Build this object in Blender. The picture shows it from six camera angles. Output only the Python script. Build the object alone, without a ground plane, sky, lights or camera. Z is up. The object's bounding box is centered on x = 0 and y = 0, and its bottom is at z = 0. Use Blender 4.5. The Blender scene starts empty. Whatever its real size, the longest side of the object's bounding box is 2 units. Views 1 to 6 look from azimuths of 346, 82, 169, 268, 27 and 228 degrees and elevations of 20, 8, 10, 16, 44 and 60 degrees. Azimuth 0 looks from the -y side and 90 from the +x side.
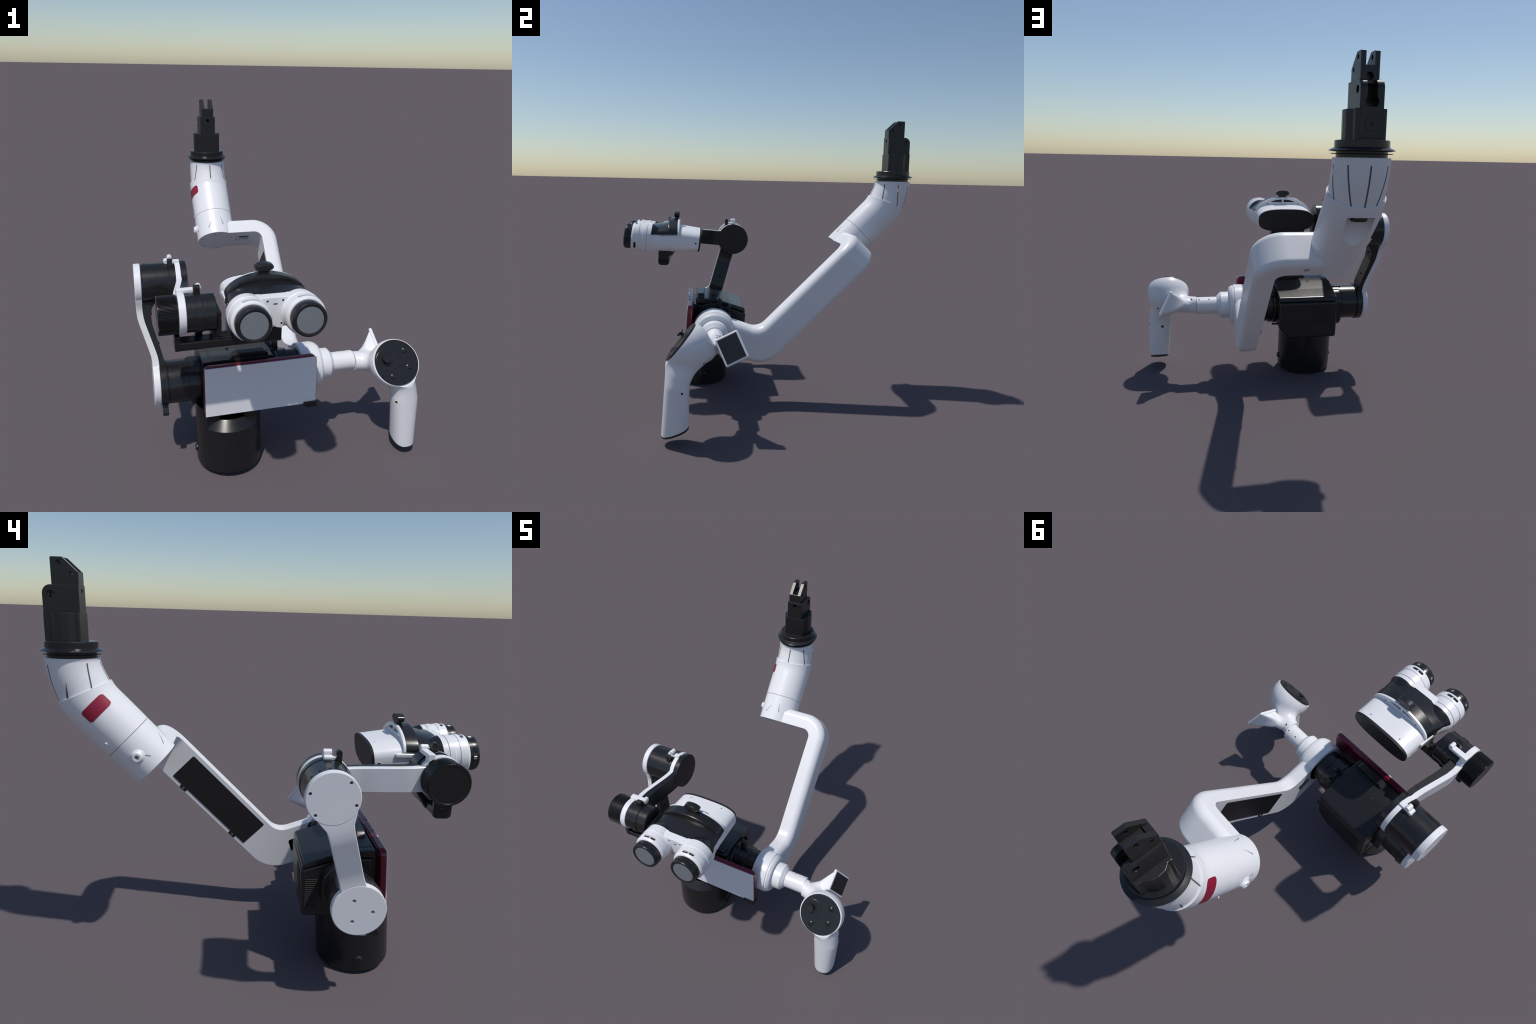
import bpy, bmesh, math
import numpy as np
from mathutils import Vector, Matrix

V = lambda *a: np.array(a, float)
X, Y, Z = V(1, 0, 0), V(0, 1, 0), V(0, 0, 1)
def unit(a):
    a = np.asarray(a, float)
    return a / np.linalg.norm(a)

# ------------------------------------------------------------------ materials
def material(name, base, rough=0.4, metallic=0.0, coat=0.0, vary=0.04, bump=0.0, scale=40.0, spec=0.5):
    m = bpy.data.materials.new(name)
    m.use_nodes = True
    nt = m.node_tree
    b = nt.nodes["Principled BSDF"]
    tc = nt.nodes.new("ShaderNodeTexCoord")
    nz = nt.nodes.new("ShaderNodeTexNoise")
    nz.inputs["Scale"].default_value = scale
    nz.inputs["Detail"].default_value = 4
    nt.links.new(tc.outputs["Object"], nz.inputs["Vector"])
    cr = nt.nodes.new("ShaderNodeValToRGB")
    lo = [c * (1 - vary) for c in base]; hi = [min(1, c * (1 + vary)) for c in base]
    cr.color_ramp.elements[0].position = 0.3
    cr.color_ramp.elements[1].position = 0.7
    cr.color_ramp.elements[0].color = (*lo, 1)
    cr.color_ramp.elements[1].color = (*hi, 1)
    nt.links.new(nz.outputs["Fac"], cr.inputs["Fac"])
    nt.links.new(cr.outputs["Color"], b.inputs["Base Color"])
    mr = nt.nodes.new("ShaderNodeMapRange")
    mr.inputs["To Min"].default_value = max(0.02, rough - 0.03)
    mr.inputs["To Max"].default_value = min(1, rough + 0.03)
    nt.links.new(nz.outputs["Fac"], mr.inputs["Value"])
    nt.links.new(mr.outputs["Result"], b.inputs["Roughness"])
    b.inputs["Metallic"].default_value = metallic
    b.inputs["Coat Weight"].default_value = coat
    b.inputs["Coat Roughness"].default_value = 0.15
    b.inputs["Specular IOR Level"].default_value = spec
    if bump:
        n2 = nt.nodes.new("ShaderNodeTexNoise")
        n2.inputs["Scale"].default_value = 600
        bp = nt.nodes.new("ShaderNodeBump")
        bp.inputs["Strength"].default_value = bump
        bp.inputs["Distance"].default_value = 0.001
        nt.links.new(tc.outputs["Object"], n2.inputs["Vector"])
        nt.links.new(n2.outputs["Fac"], bp.inputs["Height"])
        nt.links.new(bp.outputs["Normal"], b.inputs["Normal"])
    return m

WHITE = material("white_plastic", (0.79, 0.79, 0.81), 0.34, coat=0.0, vary=0.01, scale=6)
BLACK = material("black_plastic", (0.012, 0.012, 0.0125), 0.29, vary=0.10, bump=0.02)
BLACKM = material("black_anodised", (0.0135, 0.0135, 0.0145), 0.25, vary=0.08)
FORK = material("fork_coating", (0.0140, 0.0140, 0.0148), 0.34, vary=0.08)
MATTE = material("matte_black", (0.010, 0.010, 0.011), 0.5, vary=0.1)
LENS = material("grey_lens", (0.175, 0.19, 0.205), 0.55, vary=0.01)
SCREEN = material("phone_screen", (0.79, 0.79, 0.81), 0.55, vary=0.01)
DISPLAY = material("display_black", (0.014, 0.014, 0.015), 0.45, vary=0.05)
RED = material("red_case", (0.16, 0.006, 0.025), 0.25, metallic=0.3, coat=0.4, vary=0.06)
BADGE = material("red_badge", (0.265, 0.006, 0.034), 0.45, vary=0.05)
HOLE = material("dark_hole", (0.004, 0.004, 0.004), 0.7, vary=0.1)
STEEL = material("steel_screw", (0.32, 0.33, 0.35), 0.35, metallic=0.8, vary=0.05)
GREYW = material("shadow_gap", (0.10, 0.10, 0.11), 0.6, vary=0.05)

# ------------------------------------------------------------------ object helpers
ROOT_LOC = V(-0.306, -0.488, 0.0)
root = bpy.data.objects.new("surgical_microscope_head", None)
root.location = ROOT_LOC
bpy.context.scene.collection.objects.link(root)
root["label"] = "white and black surgical microscope head on bent arm"
root["category"] = "surgical microscope"
bpy.context.view_layer.update()

def bm_new():
    return bmesh.new()

def finish(bm, name, mat, parent=None, angle=21, smooth=True, kind=None):
    bmesh.ops.remove_doubles(bm, verts=bm.verts, dist=1e-6)
    bmesh.ops.recalc_face_normals(bm, faces=bm.faces)
    co = np.array([v.co[:] for v in bm.verts])
    c = (co.min(0) + co.max(0)) / 2
    for v in bm.verts:
        v.co -= Vector(c)
    me = bpy.data.meshes.new(name)
    bm.to_mesh(me)
    bm.free()
    me.materials.append(mat)
    me.polygons.foreach_set("use_smooth", [smooth] * len(me.polygons))
    if smooth:
        me.set_sharp_from_angle(angle=math.radians(angle))
    ob = bpy.data.objects.new(name, me)
    bpy.context.scene.collection.objects.link(ob)
    if smooth:                                   # keep big flat faces flat next to rounded edges
        wn = ob.modifiers.new("weighted_normals", "WEIGHTED_NORMAL")
        wn.keep_sharp = True; wn.weight = 60
    p = parent or root
    ob.parent = p
    ob.matrix_parent_inverse = Matrix.Translation(-world_loc(p))
    ob.location = c
    if kind:
        ob["kind"] = kind
    return ob

WL = {}
def world_loc(o):
    if o == root:
        return Vector(ROOT_LOC)
    return Vector(o.location)       # child locations are kept in world space via the parent inverse

def instance(ob, name, delta, parent=None):
    o = ob.copy()
    o.name = name
    bpy.context.scene.collection.objects.link(o)
    p = parent or ob.parent
    o.parent = p
    o.matrix_parent_inverse = Matrix.Translation(-world_loc(p))
    o.location = Vector(ob.location) + Vector(delta)
    return o

def cut(ob, cutters, angle=21):
    """boolean difference with temporary bmesh bodies"""
    tmp = []
    ob.modifiers.clear()
    for bm in cutters:
        bmesh.ops.recalc_face_normals(bm, faces=bm.faces)
        me = bpy.data.meshes.new("cutter"); bm.to_mesh(me); bm.free()
        o = bpy.data.objects.new("cutter", me)
        bpy.context.scene.collection.objects.link(o)
        md = ob.modifiers.new("cut", "BOOLEAN")
        md.operation = "DIFFERENCE"; md.solver = "EXACT"; md.object = o
        tmp.append((o, me))
    bpy.context.view_layer.update()
    dg = bpy.context.evaluated_depsgraph_get()
    new = bpy.data.meshes.new_from_object(ob.evaluated_get(dg))
    old = ob.data
    ob.modifiers.clear()
    wn = ob.modifiers.new("weighted_normals", "WEIGHTED_NORMAL")
    wn.keep_sharp = True; wn.weight = 60
    ob.data = new
    new.name = old.name
    mats = [m for m in old.materials]
    new.materials.clear()
    for m in mats: new.materials.append(m)
    new.polygons.foreach_set("use_smooth", [True] * len(new.polygons))
    new.polygons.foreach_set("material_index", [0] * len(new.polygons))
    new.set_sharp_from_angle(angle=math.radians(angle))
    for o, me in tmp:
        bpy.data.objects.remove(o); bpy.data.meshes.remove(me)
    bpy.data.meshes.remove(old)
    return ob

# ------------------------------------------------------------------ shape helpers
def frame(axis):
    w = unit(axis)
    a = X if abs(w[0]) < 0.9 else Y
    u = unit(np.cross(a, w)); v = np.cross(w, u)
    return u, v, w

def lathe_bm(profile, origin, axis, n=72, ripple=None, bm=None):
    """revolve (distance along axis, radius) pairs; ripple(i_profile, angle)->factor"""
    bm = bm or bm_new()
    u, v, w = frame(axis); o = np.asarray(origin, float)
    rings = []
    for k, (a, r) in enumerate(profile):
        if r < 1e-6:
            rings.append([bm.verts.new(o + w * a)])
            continue
        ring = []
        for i in range(n):
            t = 2 * math.pi * i / n
            f = ripple(k, i) if ripple else 1.0
            ring.append(bm.verts.new(o + w * a + (u * math.cos(t) + v * math.sin(t)) * r * f))
        rings.append(ring)
    for A, B in zip(rings[:-1], rings[1:]):
        if len(A) == 1 and len(B) == 1: continue
        for i in range(n):
            j = (i + 1) % n
            if len(A) == 1: bm.faces.new((A[0], B[i], B[j]))
            elif len(B) == 1: bm.faces.new((A[i], A[j], B[0]))
            else: bm.faces.new((A[i], A[j], B[j], B[i]))
    closed = profile[0] == profile[-1]
    for R in (() if closed else (rings[0], rings[-1])):
        if len(R) > 1: bm.faces.new(R)
    return bm

def lathe(name, profile, origin, axis, mat, n=72, parent=None, ripple=None, angle=21):
    return finish(lathe_bm(profile, origin, axis, n, ripple), name, mat, parent, angle)

def cyl_bm(p0, p1, r, n=32, bm=None):
    L = np.linalg.norm(np.asarray(p1) - np.asarray(p0))
    return lathe_bm([(0, r), (L, r)], p0, np.asarray(p1) - np.asarray(p0), n, bm=bm)

def rprof(a0, a1, r, e=0.003):
    """cylinder profile with small rounded edges"""
    s = 1 if a1 > a0 else -1
    return [(a0, 0), (a0, r - e), (a0 + s * e * .3, r - e * .3), (a0 + s * e, r), (a1 - s * e, r), (a1 - s * e * .3, r - e * .3), (a1, r - e), (a1, 0)]

def round_poly(pts, rad, seg=6):
    """round the corners of a closed polygon; rad is a number or list"""
    pts = [np.asarray(p, float) for p in pts]; n = len(pts); out = []
    if not hasattr(rad, "__len__"): rad = [rad] * n
    for i in range(n):
        p, a, b = pts[i], pts[i - 1], pts[(i + 1) % n]
        r = rad[i]
        if r <= 0:
            out.append(p); continue
        u1, u2 = unit(a - p), unit(b - p)
        ang = math.acos(max(-1, min(1, float(u1 @ u2))))
        if ang > math.pi - 1e-3:
            out.append(p); continue
        t = min(r / math.tan(ang / 2), 0.49 * np.linalg.norm(a - p), 0.49 * np.linalg.norm(b - p))
        r = t * math.tan(ang / 2)
        c = p + unit(u1 + u2) * r / math.sin(ang / 2)
        s, e = p + u1 * t - c, p + u2 * t - c
        sw = math.acos(max(-1, min(1, float(unit(s) @ unit(e)))))
        for k in range(seg + 1):
            f = k / seg
            q = (math.sin((1 - f) * sw) * s + math.sin(f * sw) * e) / math.sin(sw)
            out.append(c + q)
    return out

def prism_bm(poly, o, U, Vv, W, w0, w1, bevel=0.0, seg=2, bm=None):
    """extrude a 2d polygon (in directions U, Vv from o) along W from w0 to w1"""
    b2 = bm_new()
    o = np.asarray(o, float)
    lo = [b2.verts.new(o + U * p[0] + Vv * p[1] + W * w0) for p in poly]
    hi = [b2.verts.new(o + U * p[0] + Vv * p[1] + W * w1) for p in poly]
    n = len(poly)
    b2.faces.new(lo); b2.faces.new(hi)
    for i in range(n):
        j = (i + 1) % n
        b2.faces.new((lo[i], lo[j], hi[j], hi[i]))
    bmesh.ops.recalc_face_normals(b2, faces=b2.faces)
    if bevel:
        es = [e for e in b2.edges if len(e.link_faces) == 2 and e.calc_face_angle() > math.radians(28)]
        bmesh.ops.bevel(b2, geom=es, offset=bevel, segments=seg, profile=0.5, affect='EDGES', clamp_overlap=True)
    if bm is None: return b2
    me = bpy.data.meshes.new("t"); b2.to_mesh(me); b2.free(); bm.from_mesh(me); bpy.data.meshes.remove(me)
    return bm

def prism(name, poly, o, U, Vv, W, w0, w1, mat, bevel=0.0, seg=2, parent=None):
    return finish(prism_bm(poly, o, U, Vv, W, w0, w1, bevel, seg), name, mat, parent)

RECT = lambda u0, u1, v0, v1: [(u0, v0), (u1, v0), (u1, v1), (u0, v1)]
def box_bm(lo, hi, bevel=0.0, seg=2, bm=None):
    return prism_bm(RECT(lo[0], hi[0], lo[1], hi[1]), V(0, 0, 0), X, Y, Z, lo[2], hi[2], bevel, seg, bm)
def box(name, lo, hi, mat, bevel=0.004, seg=2, parent=None):
    return finish(box_bm(lo, hi, bevel, seg), name, mat, parent)

def loft_bm(rings, cap=True, bm=None):
    bm = bm or bm_new()
    R = [[bm.verts.new(p) for p in r] for r in rings]
    n = len(R[0])
    for A, B in zip(R[:-1], R[1:]):
        for i in range(n):
            j = (i + 1) % n
            bm.faces.new((A[i], A[j], B[j], B[i]))
    if cap:
        bm.faces.new(R[0]); bm.faces.new(R[-1])
    return bm

def join_bm(*bms):
    out = bms[0]
    for b in bms[1:]:
        me = bpy.data.meshes.new("t"); b.to_mesh(me); b.free(); out.from_mesh(me); bpy.data.meshes.remove(me)
    return out

def hole(name, p, normal, r, mat=None, parent=None, rim=None):
    """small countersunk screw: raised rim ring with a dark bore"""
    nrm = unit(normal); p = np.asarray(p, float)
    lathe(name, [(-0.004, 0), (-0.004, r * 1.35), (0.0005, r * 1.35), (0.0011, r * 1.12), (0.0009, r)], p, nrm, mat or WHITE, 20, parent)
    lathe(name + "_bore", [(-0.004, 0), (-0.004, r), (0.0012, r * .98), (0.0013, 0)], p, nrm, HOLE, 20, parent)

# ---- implicit surfaces (smooth blends) polygonised with surface nets
def surface_net(f, lo, hi, h):
    lo = np.asarray(lo, float)
    n = np.ceil((np.asarray(hi) - lo) / h).astype(int) + 1
    g = np.stack(np.meshgrid(*[lo[k] + h * np.arange(n[k]) for k in range(3)], indexing="ij"), -1)
    val = f(g.reshape(-1, 3)).reshape(n)
    ins = val < 0
    c = np.zeros(n - 1, int)
    acc = np.zeros((*(n - 1), 3)); cnt = np.zeros(n - 1)
    corners = [(i, j, k) for i in (0, 1) for j in (0, 1) for k in (0, 1)]
    def sl(o): return tuple(slice(o[a], n[a] - 1 + o[a]) for a in range(3))
    for o in corners: c += ins[sl(o)]
    for o in corners:
        for a in range(3):
            if o[a] == 0:
                o2 = list(o); o2[a] = 1
                v0, v1 = val[sl(o)], val[sl(o2)]
                m = (v0 < 0) != (v1 < 0)
                t = np.where(m, v0 / np.where(m, v0 - v1, 1), 0)
                for b in range(3):
                    acc[..., b] += np.where(m, o[b] + (t if b == a else 0), 0)
                cnt += m
    act = (c > 0) & (c < 8)
    idx = -np.ones(n - 1, int); idx[act] = np.arange(act.sum())
    cell = np.argwhere(act)
    P = lo + h * (cell + acc[act] / cnt[act][:, None])
    faces = []
    for a in range(3):
        b, d = (a + 1) % 3, (a + 2) % 3
        s0 = [slice(1, n[k] - 1) for k in range(3)]; s0[a] = slice(0, n[a] - 1)
        s1 = list(s0); s1[a] = slice(1, n[a])
        A, B = ins[tuple(s0)], ins[tuple(s1)]
        e = np.argwhere(A != B)
        if len(e) == 0: continue
        flip = A[tuple(e.T)]
        e = e + np.array([0 if k == a else 1 for k in range(3)])
        q = []
        for db, dd in ((-1, -1), (0, -1), (0, 0), (-1, 0)):
            ee = e.copy(); ee[:, b] += db; ee[:, d] += dd
            q.append(idx[tuple(ee.T)])
        q = np.stack(q, 1)
        q[~flip] = q[~flip][:, ::-1]
        faces.append(q)
    F = np.concatenate(faces)
    for _ in range(4):                        # pull vertices onto the surface
        v = f(P); G = np.zeros_like(P); e = h * .05
        for k in range(3):
            d = np.zeros(3); d[k] = e
            G[:, k] = (f(P + d) - f(P - d)) / (2 * e)
        step = -(v / np.maximum((G * G).sum(1), .05))[:, None] * G
        ln = np.linalg.norm(step, axis=1, keepdims=True)
        P = P + step * np.minimum(1, h * .5 / np.maximum(ln, 1e-9))
    bm = bm_new()
    vs = [bm.verts.new(p) for p in P]
    for q in F:
        if (q >= 0).all() and len(set(q)) == 4: bm.faces.new([vs[i] for i in q])
    return bm

def smin(a, b, k):
    h = np.clip(.5 + .5 * (b - a) / k, 0, 1)
    return b * (1 - h) + a * h - k * h * (1 - h)
def sd_capsule(P, a, b, ra, rb=None):
    rb = ra if rb is None else rb
    a, b = np.asarray(a, float), np.asarray(b, float)
    d = b - a; t = np.clip((P - a) @ d / (d @ d), 0, 1)
    return np.linalg.norm(P - a - t[:, None] * d, axis=1) - (ra + (rb - ra) * t)

# ================================================================== BASE BARREL
BX, BY, BR = -0.306, -0.496, 0.1800
BT = .0857                                       # the camera head leans back by about five degrees
BA = unit(V(0, BT, 1)); BF = unit(V(0, 1, -BT))  # barrel axis, barrel "back" direction
BO = V(BX, BY, .0149)
lathe_p = [(0, 0), (0, .172), (.003, .1765), (.009, .1792), (.018, BR), (.2520, BR), (.2985, .1370), (.3000, .135), (.3000, .130), (.250, .130), (.250, 0)]
barrel_bm = lathe_bm(lathe_p, BO, BA, 96)
# raised collar round the back and sides (an open ring; its ends meet the bevel)
ch = .116
aend = math.asin(ch / BR); aend2 = math.asin(min(1, ch / .134))
outer = [(BR * math.cos(a), BR * math.sin(a)) for a in np.linspace(-aend, math.pi + aend, 64)]
inner = [(.132 * math.cos(a), .132 * math.sin(a)) for a in np.linspace(math.pi + aend2, -aend2, 64)]
barrel_bm = prism_bm(outer + inner, BO, X, BF, BA, .2515, .362, 0, 1, barrel_bm)
barrel = finish(barrel_bm, "base_barrel", BLACK, angle=20)
def barrel_screw(sx):
    p = V(BX + sx * (BR - .003), -.488, .086)
    lathe("barrel_screw", [(0, 0), (0, .022), (.006, .021), (.013, .014), (.0135, .007), (.011, .0065), (.011, 0)], p, X * sx, BLACKM, 24, barrel)
    lathe("barrel_screw_bore", [(0, 0), (0, .0062), (.0122, .006), (.0122, 0)], p, X * sx, HOLE, 16, barrel)
barrel_screw(-1); barrel_screw(1)
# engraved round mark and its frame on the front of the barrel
bm = bm_new()
def wrap(u, z):                                  # u: arc length left/right of the front
    a = -math.pi / 2 + u / BR
    return BO + X * (BR + .0007) * math.cos(a) + BF * (BR + .0007) * math.sin(a) + BA * z
def ribbon_on_barrel(path, w):
    n = len(path)
    for i in range(n - 1):
        p, q = np.array(path[i]), np.array(path[i + 1])
        t = unit(q - p); m = V(-t[1], t[0]) * w / 2
        bm.faces.new([bm.verts.new(wrap(*r)) for r in (p - m, q - m, q + m, p + m)])
cu, cz, cr_ = .004, .198, .033
ribbon_on_barrel([(cu + cr_ * math.cos(t), cz + cr_ * math.sin(t)) for t in np.linspace(0, 2 * math.pi, 33)], .003)
for s in ((-.042, -.045, .042, -.045), (-.042, .045, .042, .045)):
    ribbon_on_barrel([(cu + s[0] + (s[2] - s[0]) * k / 6, cz + s[1]) for k in range(7)], .0025)
for s in (-.042, .042):
    ribbon_on_barrel([(cu + s, cz - .045), (cu + s, cz + .045)], .0025)
bmesh.ops.solidify(bm, geom=bm.faces[:], thickness=.0012)
finish(bm, "engraved_mark", MATTE, barrel)

# ================================================================== CAMERA HOUSING
HX0, HX1 = -.452, -.069
side = [(-.532, .305), (-.197, .300), (-.197, .540), (-.39, .602), (-.532, .602)]
HL = V(0, .05, 1); HB = V(0, -.05 * .46, 0)
bm = prism_bm(side, HB, Y, HL, X, HX0, HX1)
geom = bm.verts[:] + bm.edges[:] + bm.faces[:]
cutn = unit(V(.080, 0, -.070))
r = bmesh.ops.bisect_plane(bm, geom=geom, plane_co=(-.131, 0, .305), plane_no=cutn, clear_outer=True)
bmesh.ops.holes_fill(bm, edges=[e for e in bm.edges if e.is_boundary])
bmesh.ops.recalc_face_normals(bm, faces=bm.faces)
bmesh.ops.bevel(bm, geom=[e for e in bm.edges if e.calc_face_angle(0) > .4], offset=.014, segments=4, profile=.5, affect='EDGES')
housing = finish(bm, "camera_housing", BLACK)
lid = [(-.540, .606), (-.393, .606), (-.203, .544), (-.200, .556), (-.210, .574), (-.398, .636), (-.540, .6455)]
prism("housing_lid", lid, HB, Y, HL, X, HX0, HX1, BLACKM, .011, 4, housing)
# raised centre panel of the lid
pan = [(-.538, .642), (-.398, .633), (-.219, .574), (-.219, .5755), (-.398, .6375), (-.538, .647)]
prism("lid_panel", pan, HB, Y, HL, X, -.412, -.092, BLACK, .001, 1, housing)
hole("lid_screw", (-.296, -.388, .6385), (0, .3, 1), .0055, BLACKM, housing)
mod = [(-.315, .632), (-.086, .632), (-.096, .660), (-.112, .6715), (-.270, .6715), (-.288, .662)]
prism("top_module", mod, V(0, 0, 0), X, Z, Y, -.520, -.474, BLACKM, .006, 3, housing)
# louvres at the back and on the side
bm = bm_new()
for i in range(13):
    z = .397 + i * (.516 - .397) / 12.0
    prism_bm(RECT(-.412, -.293, z - .0025, z + .0025), HB, X, HL, Y, -.200, -.1950, .0008, 1, bm)
for i in range(15):
    z = .352 + i * (.492 - .352) / 14.0
    prism_bm(RECT(-.272, -.214, z - .0025, z + .0025), V(0, 0, 0), Y, Z, X, HX0 - .0018, HX0 + .002, .0008, 1, bm)
finish(bm, "vent_louvre", MATTE, housing, kind="stuff")
box("cable_stub", (-.085, -.240, .392), (-.028, -.228, .402), MATTE, .002, 1, housing)
poly = round_poly(RECT(-.50, -.284, .340, .588), .085, 8)
prism("motor_mount", poly, V(0, 0, 0), Y, Z, X, -.513, -.448, BLACKM, .010, 3, housing)

# ================================================================== PHONE
LEAN = V(0, .070, 1); PO = V(0, .0025 - .070 * .64, 0)
ph = round_poly(RECT(-.4565, .1640, .359, .6445), .034, 8)
phone = prism("phone", ph, PO, X, LEAN, Y, -.5875, -.554, RED, .009, 4)
prism("phone_screen", RECT(-.450, .1585, .3645, .6390), PO, X, LEAN, Y, -.5915, -.586, SCREEN, .0008, 1, phone)
ph2 = round_poly(RECT(-.430, .02, .385, .636), .03, 8)
prism("phone_mount_plate", ph2, PO, X, LEAN, Y, -.555, -.549, RED, .002, 2, phone)
box("phone_bracket", (-.41, -.560, .400), (-.08, -.520, .602), BLACK, .006, 2, phone)
clip = [(.088, .376), (.163, .376), (.163, .344), (.112, .344), (.088, .358)]
prism("phone_clip", clip, PO, X, LEAN, Y, -.602, -.548, BLACK, .002, 2, phone)
box("phone_button", (-.08, -.580, .643), (-.03, -.568, .647), RED, .001, 1, phone)
box("phone_button", (-.22, -.580, .643), (-.12, -.568, .647), RED, .001, 1, phone)

# ================================================================== MAIN AXIS (y, z of the horizontal shaft)
AY, AZ = -.4175, .4842
AX = V(0, AY, AZ)
hub = lathe("hub", [(.106, 0), (.106, .130), (.109, .1335), (.196, .1335), (.2035, .131), (.2055, .1275), (.2055, .125), (.209, .125), (.2095, .128),
                    (.217, .126), (.230, .1155), (.232, .112), (.232, .0)], AX, X, WHITE, 96)
lathe("shaft_collar", [(.228, 0), (.228, .0865), (.289, .0865), (.2905, .0855), (.312, .063), (.313, .060), (.313, 0)], AX, X, WHITE, 72, hub)
shaft = lathe("handle_shaft", [(.30, 0), (.30, .0555), (.444, .0555), (.4450, .0545), (.4450, 0)], AX, X, WHITE, 64, hub)
for (px_, ang) in ((.430, 60), (.365, 60)):
    a = math.radians(ang)
    nrm = V(0, math.cos(a), math.sin(a))
    hole("shaft_screw", V(px_, AY, AZ) + nrm * .0552, nrm, .0045, WHITE, shaft)
hole("hub_screw", V(.2245, AY + .02, AZ + .108), unit(V(.6, .15, .75)), .004, WHITE, hub)
lathe("hub_motor", [(-.085, 0), (-.085, .126), (-.064, .132), (-.056, .130), (-.048, .121), (-.044, .121), (-.042, .1265), (-.030, .1265), (-.026, .124), (-.026, .118),
                    (.036, .118), (.040, .114), (.044, .108), (.104, .107), (.108, .104), (.108, 0)], AX, X, BLACKM, 80)
motor = bpy.data.objects["hub_motor"]
def lug(name, c, ax, length, width, thick, up, mat, parent, bore=.007, bx=None):
    """rounded tab: stands from c along `up`, bore through its thickness direction `ax`"""
    up, ax = unit(up), unit(ax); sd = np.cross(up, ax)
    poly = round_poly(RECT(-width / 2, width / 2, 0, length), [0, 0, width * .48, width * .48], 6)
    o = prism(name, poly, c, sd, up, ax, -thick / 2, thick / 2, mat, .0025, 2, parent)
    lathe(name + "_bore", [(-thick / 2 - .0006, 0), (-thick / 2 - .0006, bore), (thick / 2 + .0006, bore), (thick / 2 + .0006, 0)],
          np.asarray(c) + up * (length - width * .5), ax, HOLE, 16, parent)
    return o
lug("motor_lever", (-.020, AY + .030, AZ + .115), X, .062, .032, .030, (0, .25, 1), BLACKM, motor)
lug("motor_lever", (-.040, AY + .085, AZ + .088), (0, -1, 1), .050, .034, .026, (0, 1, .9), BLACKM, motor)
box("motor_latch", (-.066, -.342, .560), (-.020, -.300, .592), BLACKM, .006, 2, motor)

# ================================================================== SUPPORT ARM
S2 = 2 ** .5
D, N = V(0, 1, 1) / S2, V(0, -1, 1) / S2          # along the slanted bar / across it
NC, NH = .332, .1010                              # centre and half width across
xin, xout = .106, .216
a20 = math.radians(-20)
E1 = V(0, math.cos(a20), math.sin(a20)); E1n = V(0, -math.sin(a20), math.cos(a20))
def yz(p): return V(p[1], p[2])
hubc = V(AY, AZ)
def edge(side, rad, n_arc=14):
    """one edge (top=+1, bottom=-1) of the bar seen from the side, hub -> slanted part, rounded bend"""
    p0 = hubc + V(*yz(E1n)) * NH * side
    dirn1 = yz(E1)
    q = N[1:] * (NC + NH * side); dirn2 = D[1:]
    A = np.array([dirn1, -dirn2]).T
    s, t = np.linalg.solve(A, q - p0)
    corner = p0 + dirn1 * s
    tl = rad * math.tan(math.radians(65) / 2)
    s0, s1 = corner - dirn1 * tl, corner + dirn2 * tl
    nrm1 = yz(E1n) * 1.0
    c = s0 + nrm1 * rad
    pts = []
    for k in range(6): pts.append(p0 + (s0 - p0) * k / 6)
    for k in range(n_arc + 1):
        a = math.radians(-20 + 65 * k / n_arc)
        pts.append(c + rad * V(math.sin(a), -math.cos(a)))
    end = N[1:] * (NC + NH * side) + D[1:] * .985
    for k in range(1, 7): pts.append(s1 + (end - s1) * k / 6)
    return pts
top, bot = edge(1, .10), edge(-1, .175)
fo = .048
def arm_profile():
    """section in (w across -NH..NH, t thickness 0..T) with big outer fillets"""
    T = 1.0
    base = [(-NH, 0), (NH + .002, 0), (NH + .002, .11), (-NH - .006, .11), (-NH - .003, .04)]
    return round_poly(base, [.003, .003, fo, fo, .03], 8)
prof = arm_profile()
rings = []
for i, (tp, bt) in enumerate(zip(top, bot)):
    xo = .207 + (.009) * min(1, i / 8)
    rings.append([V(xin + (xo - xin) * (t / .11), *(bt + (tp - bt) * ((w + NH) / (2 * NH)))) for w, t in prof])
ri = .052                                          # bend towards -x
d1 = 1.038 - ri
for k in range(1, 17):
    a = math.radians(90 * k / 16)
    cx, cd = xin - ri, d1
    rings.append([V(cx + (ri + t) * math.cos(a), 0, 0) + D * (cd + (ri + t) * math.sin(a)) + N * (NC + w) for w, t in prof])
rings.append([V(-.17, 0, 0) + D * (1.038 + t) + N * (NC + w) for w, t in prof])
arm = finish(loft_bm(rings), "support_arm", WHITE, angle=40)
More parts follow.
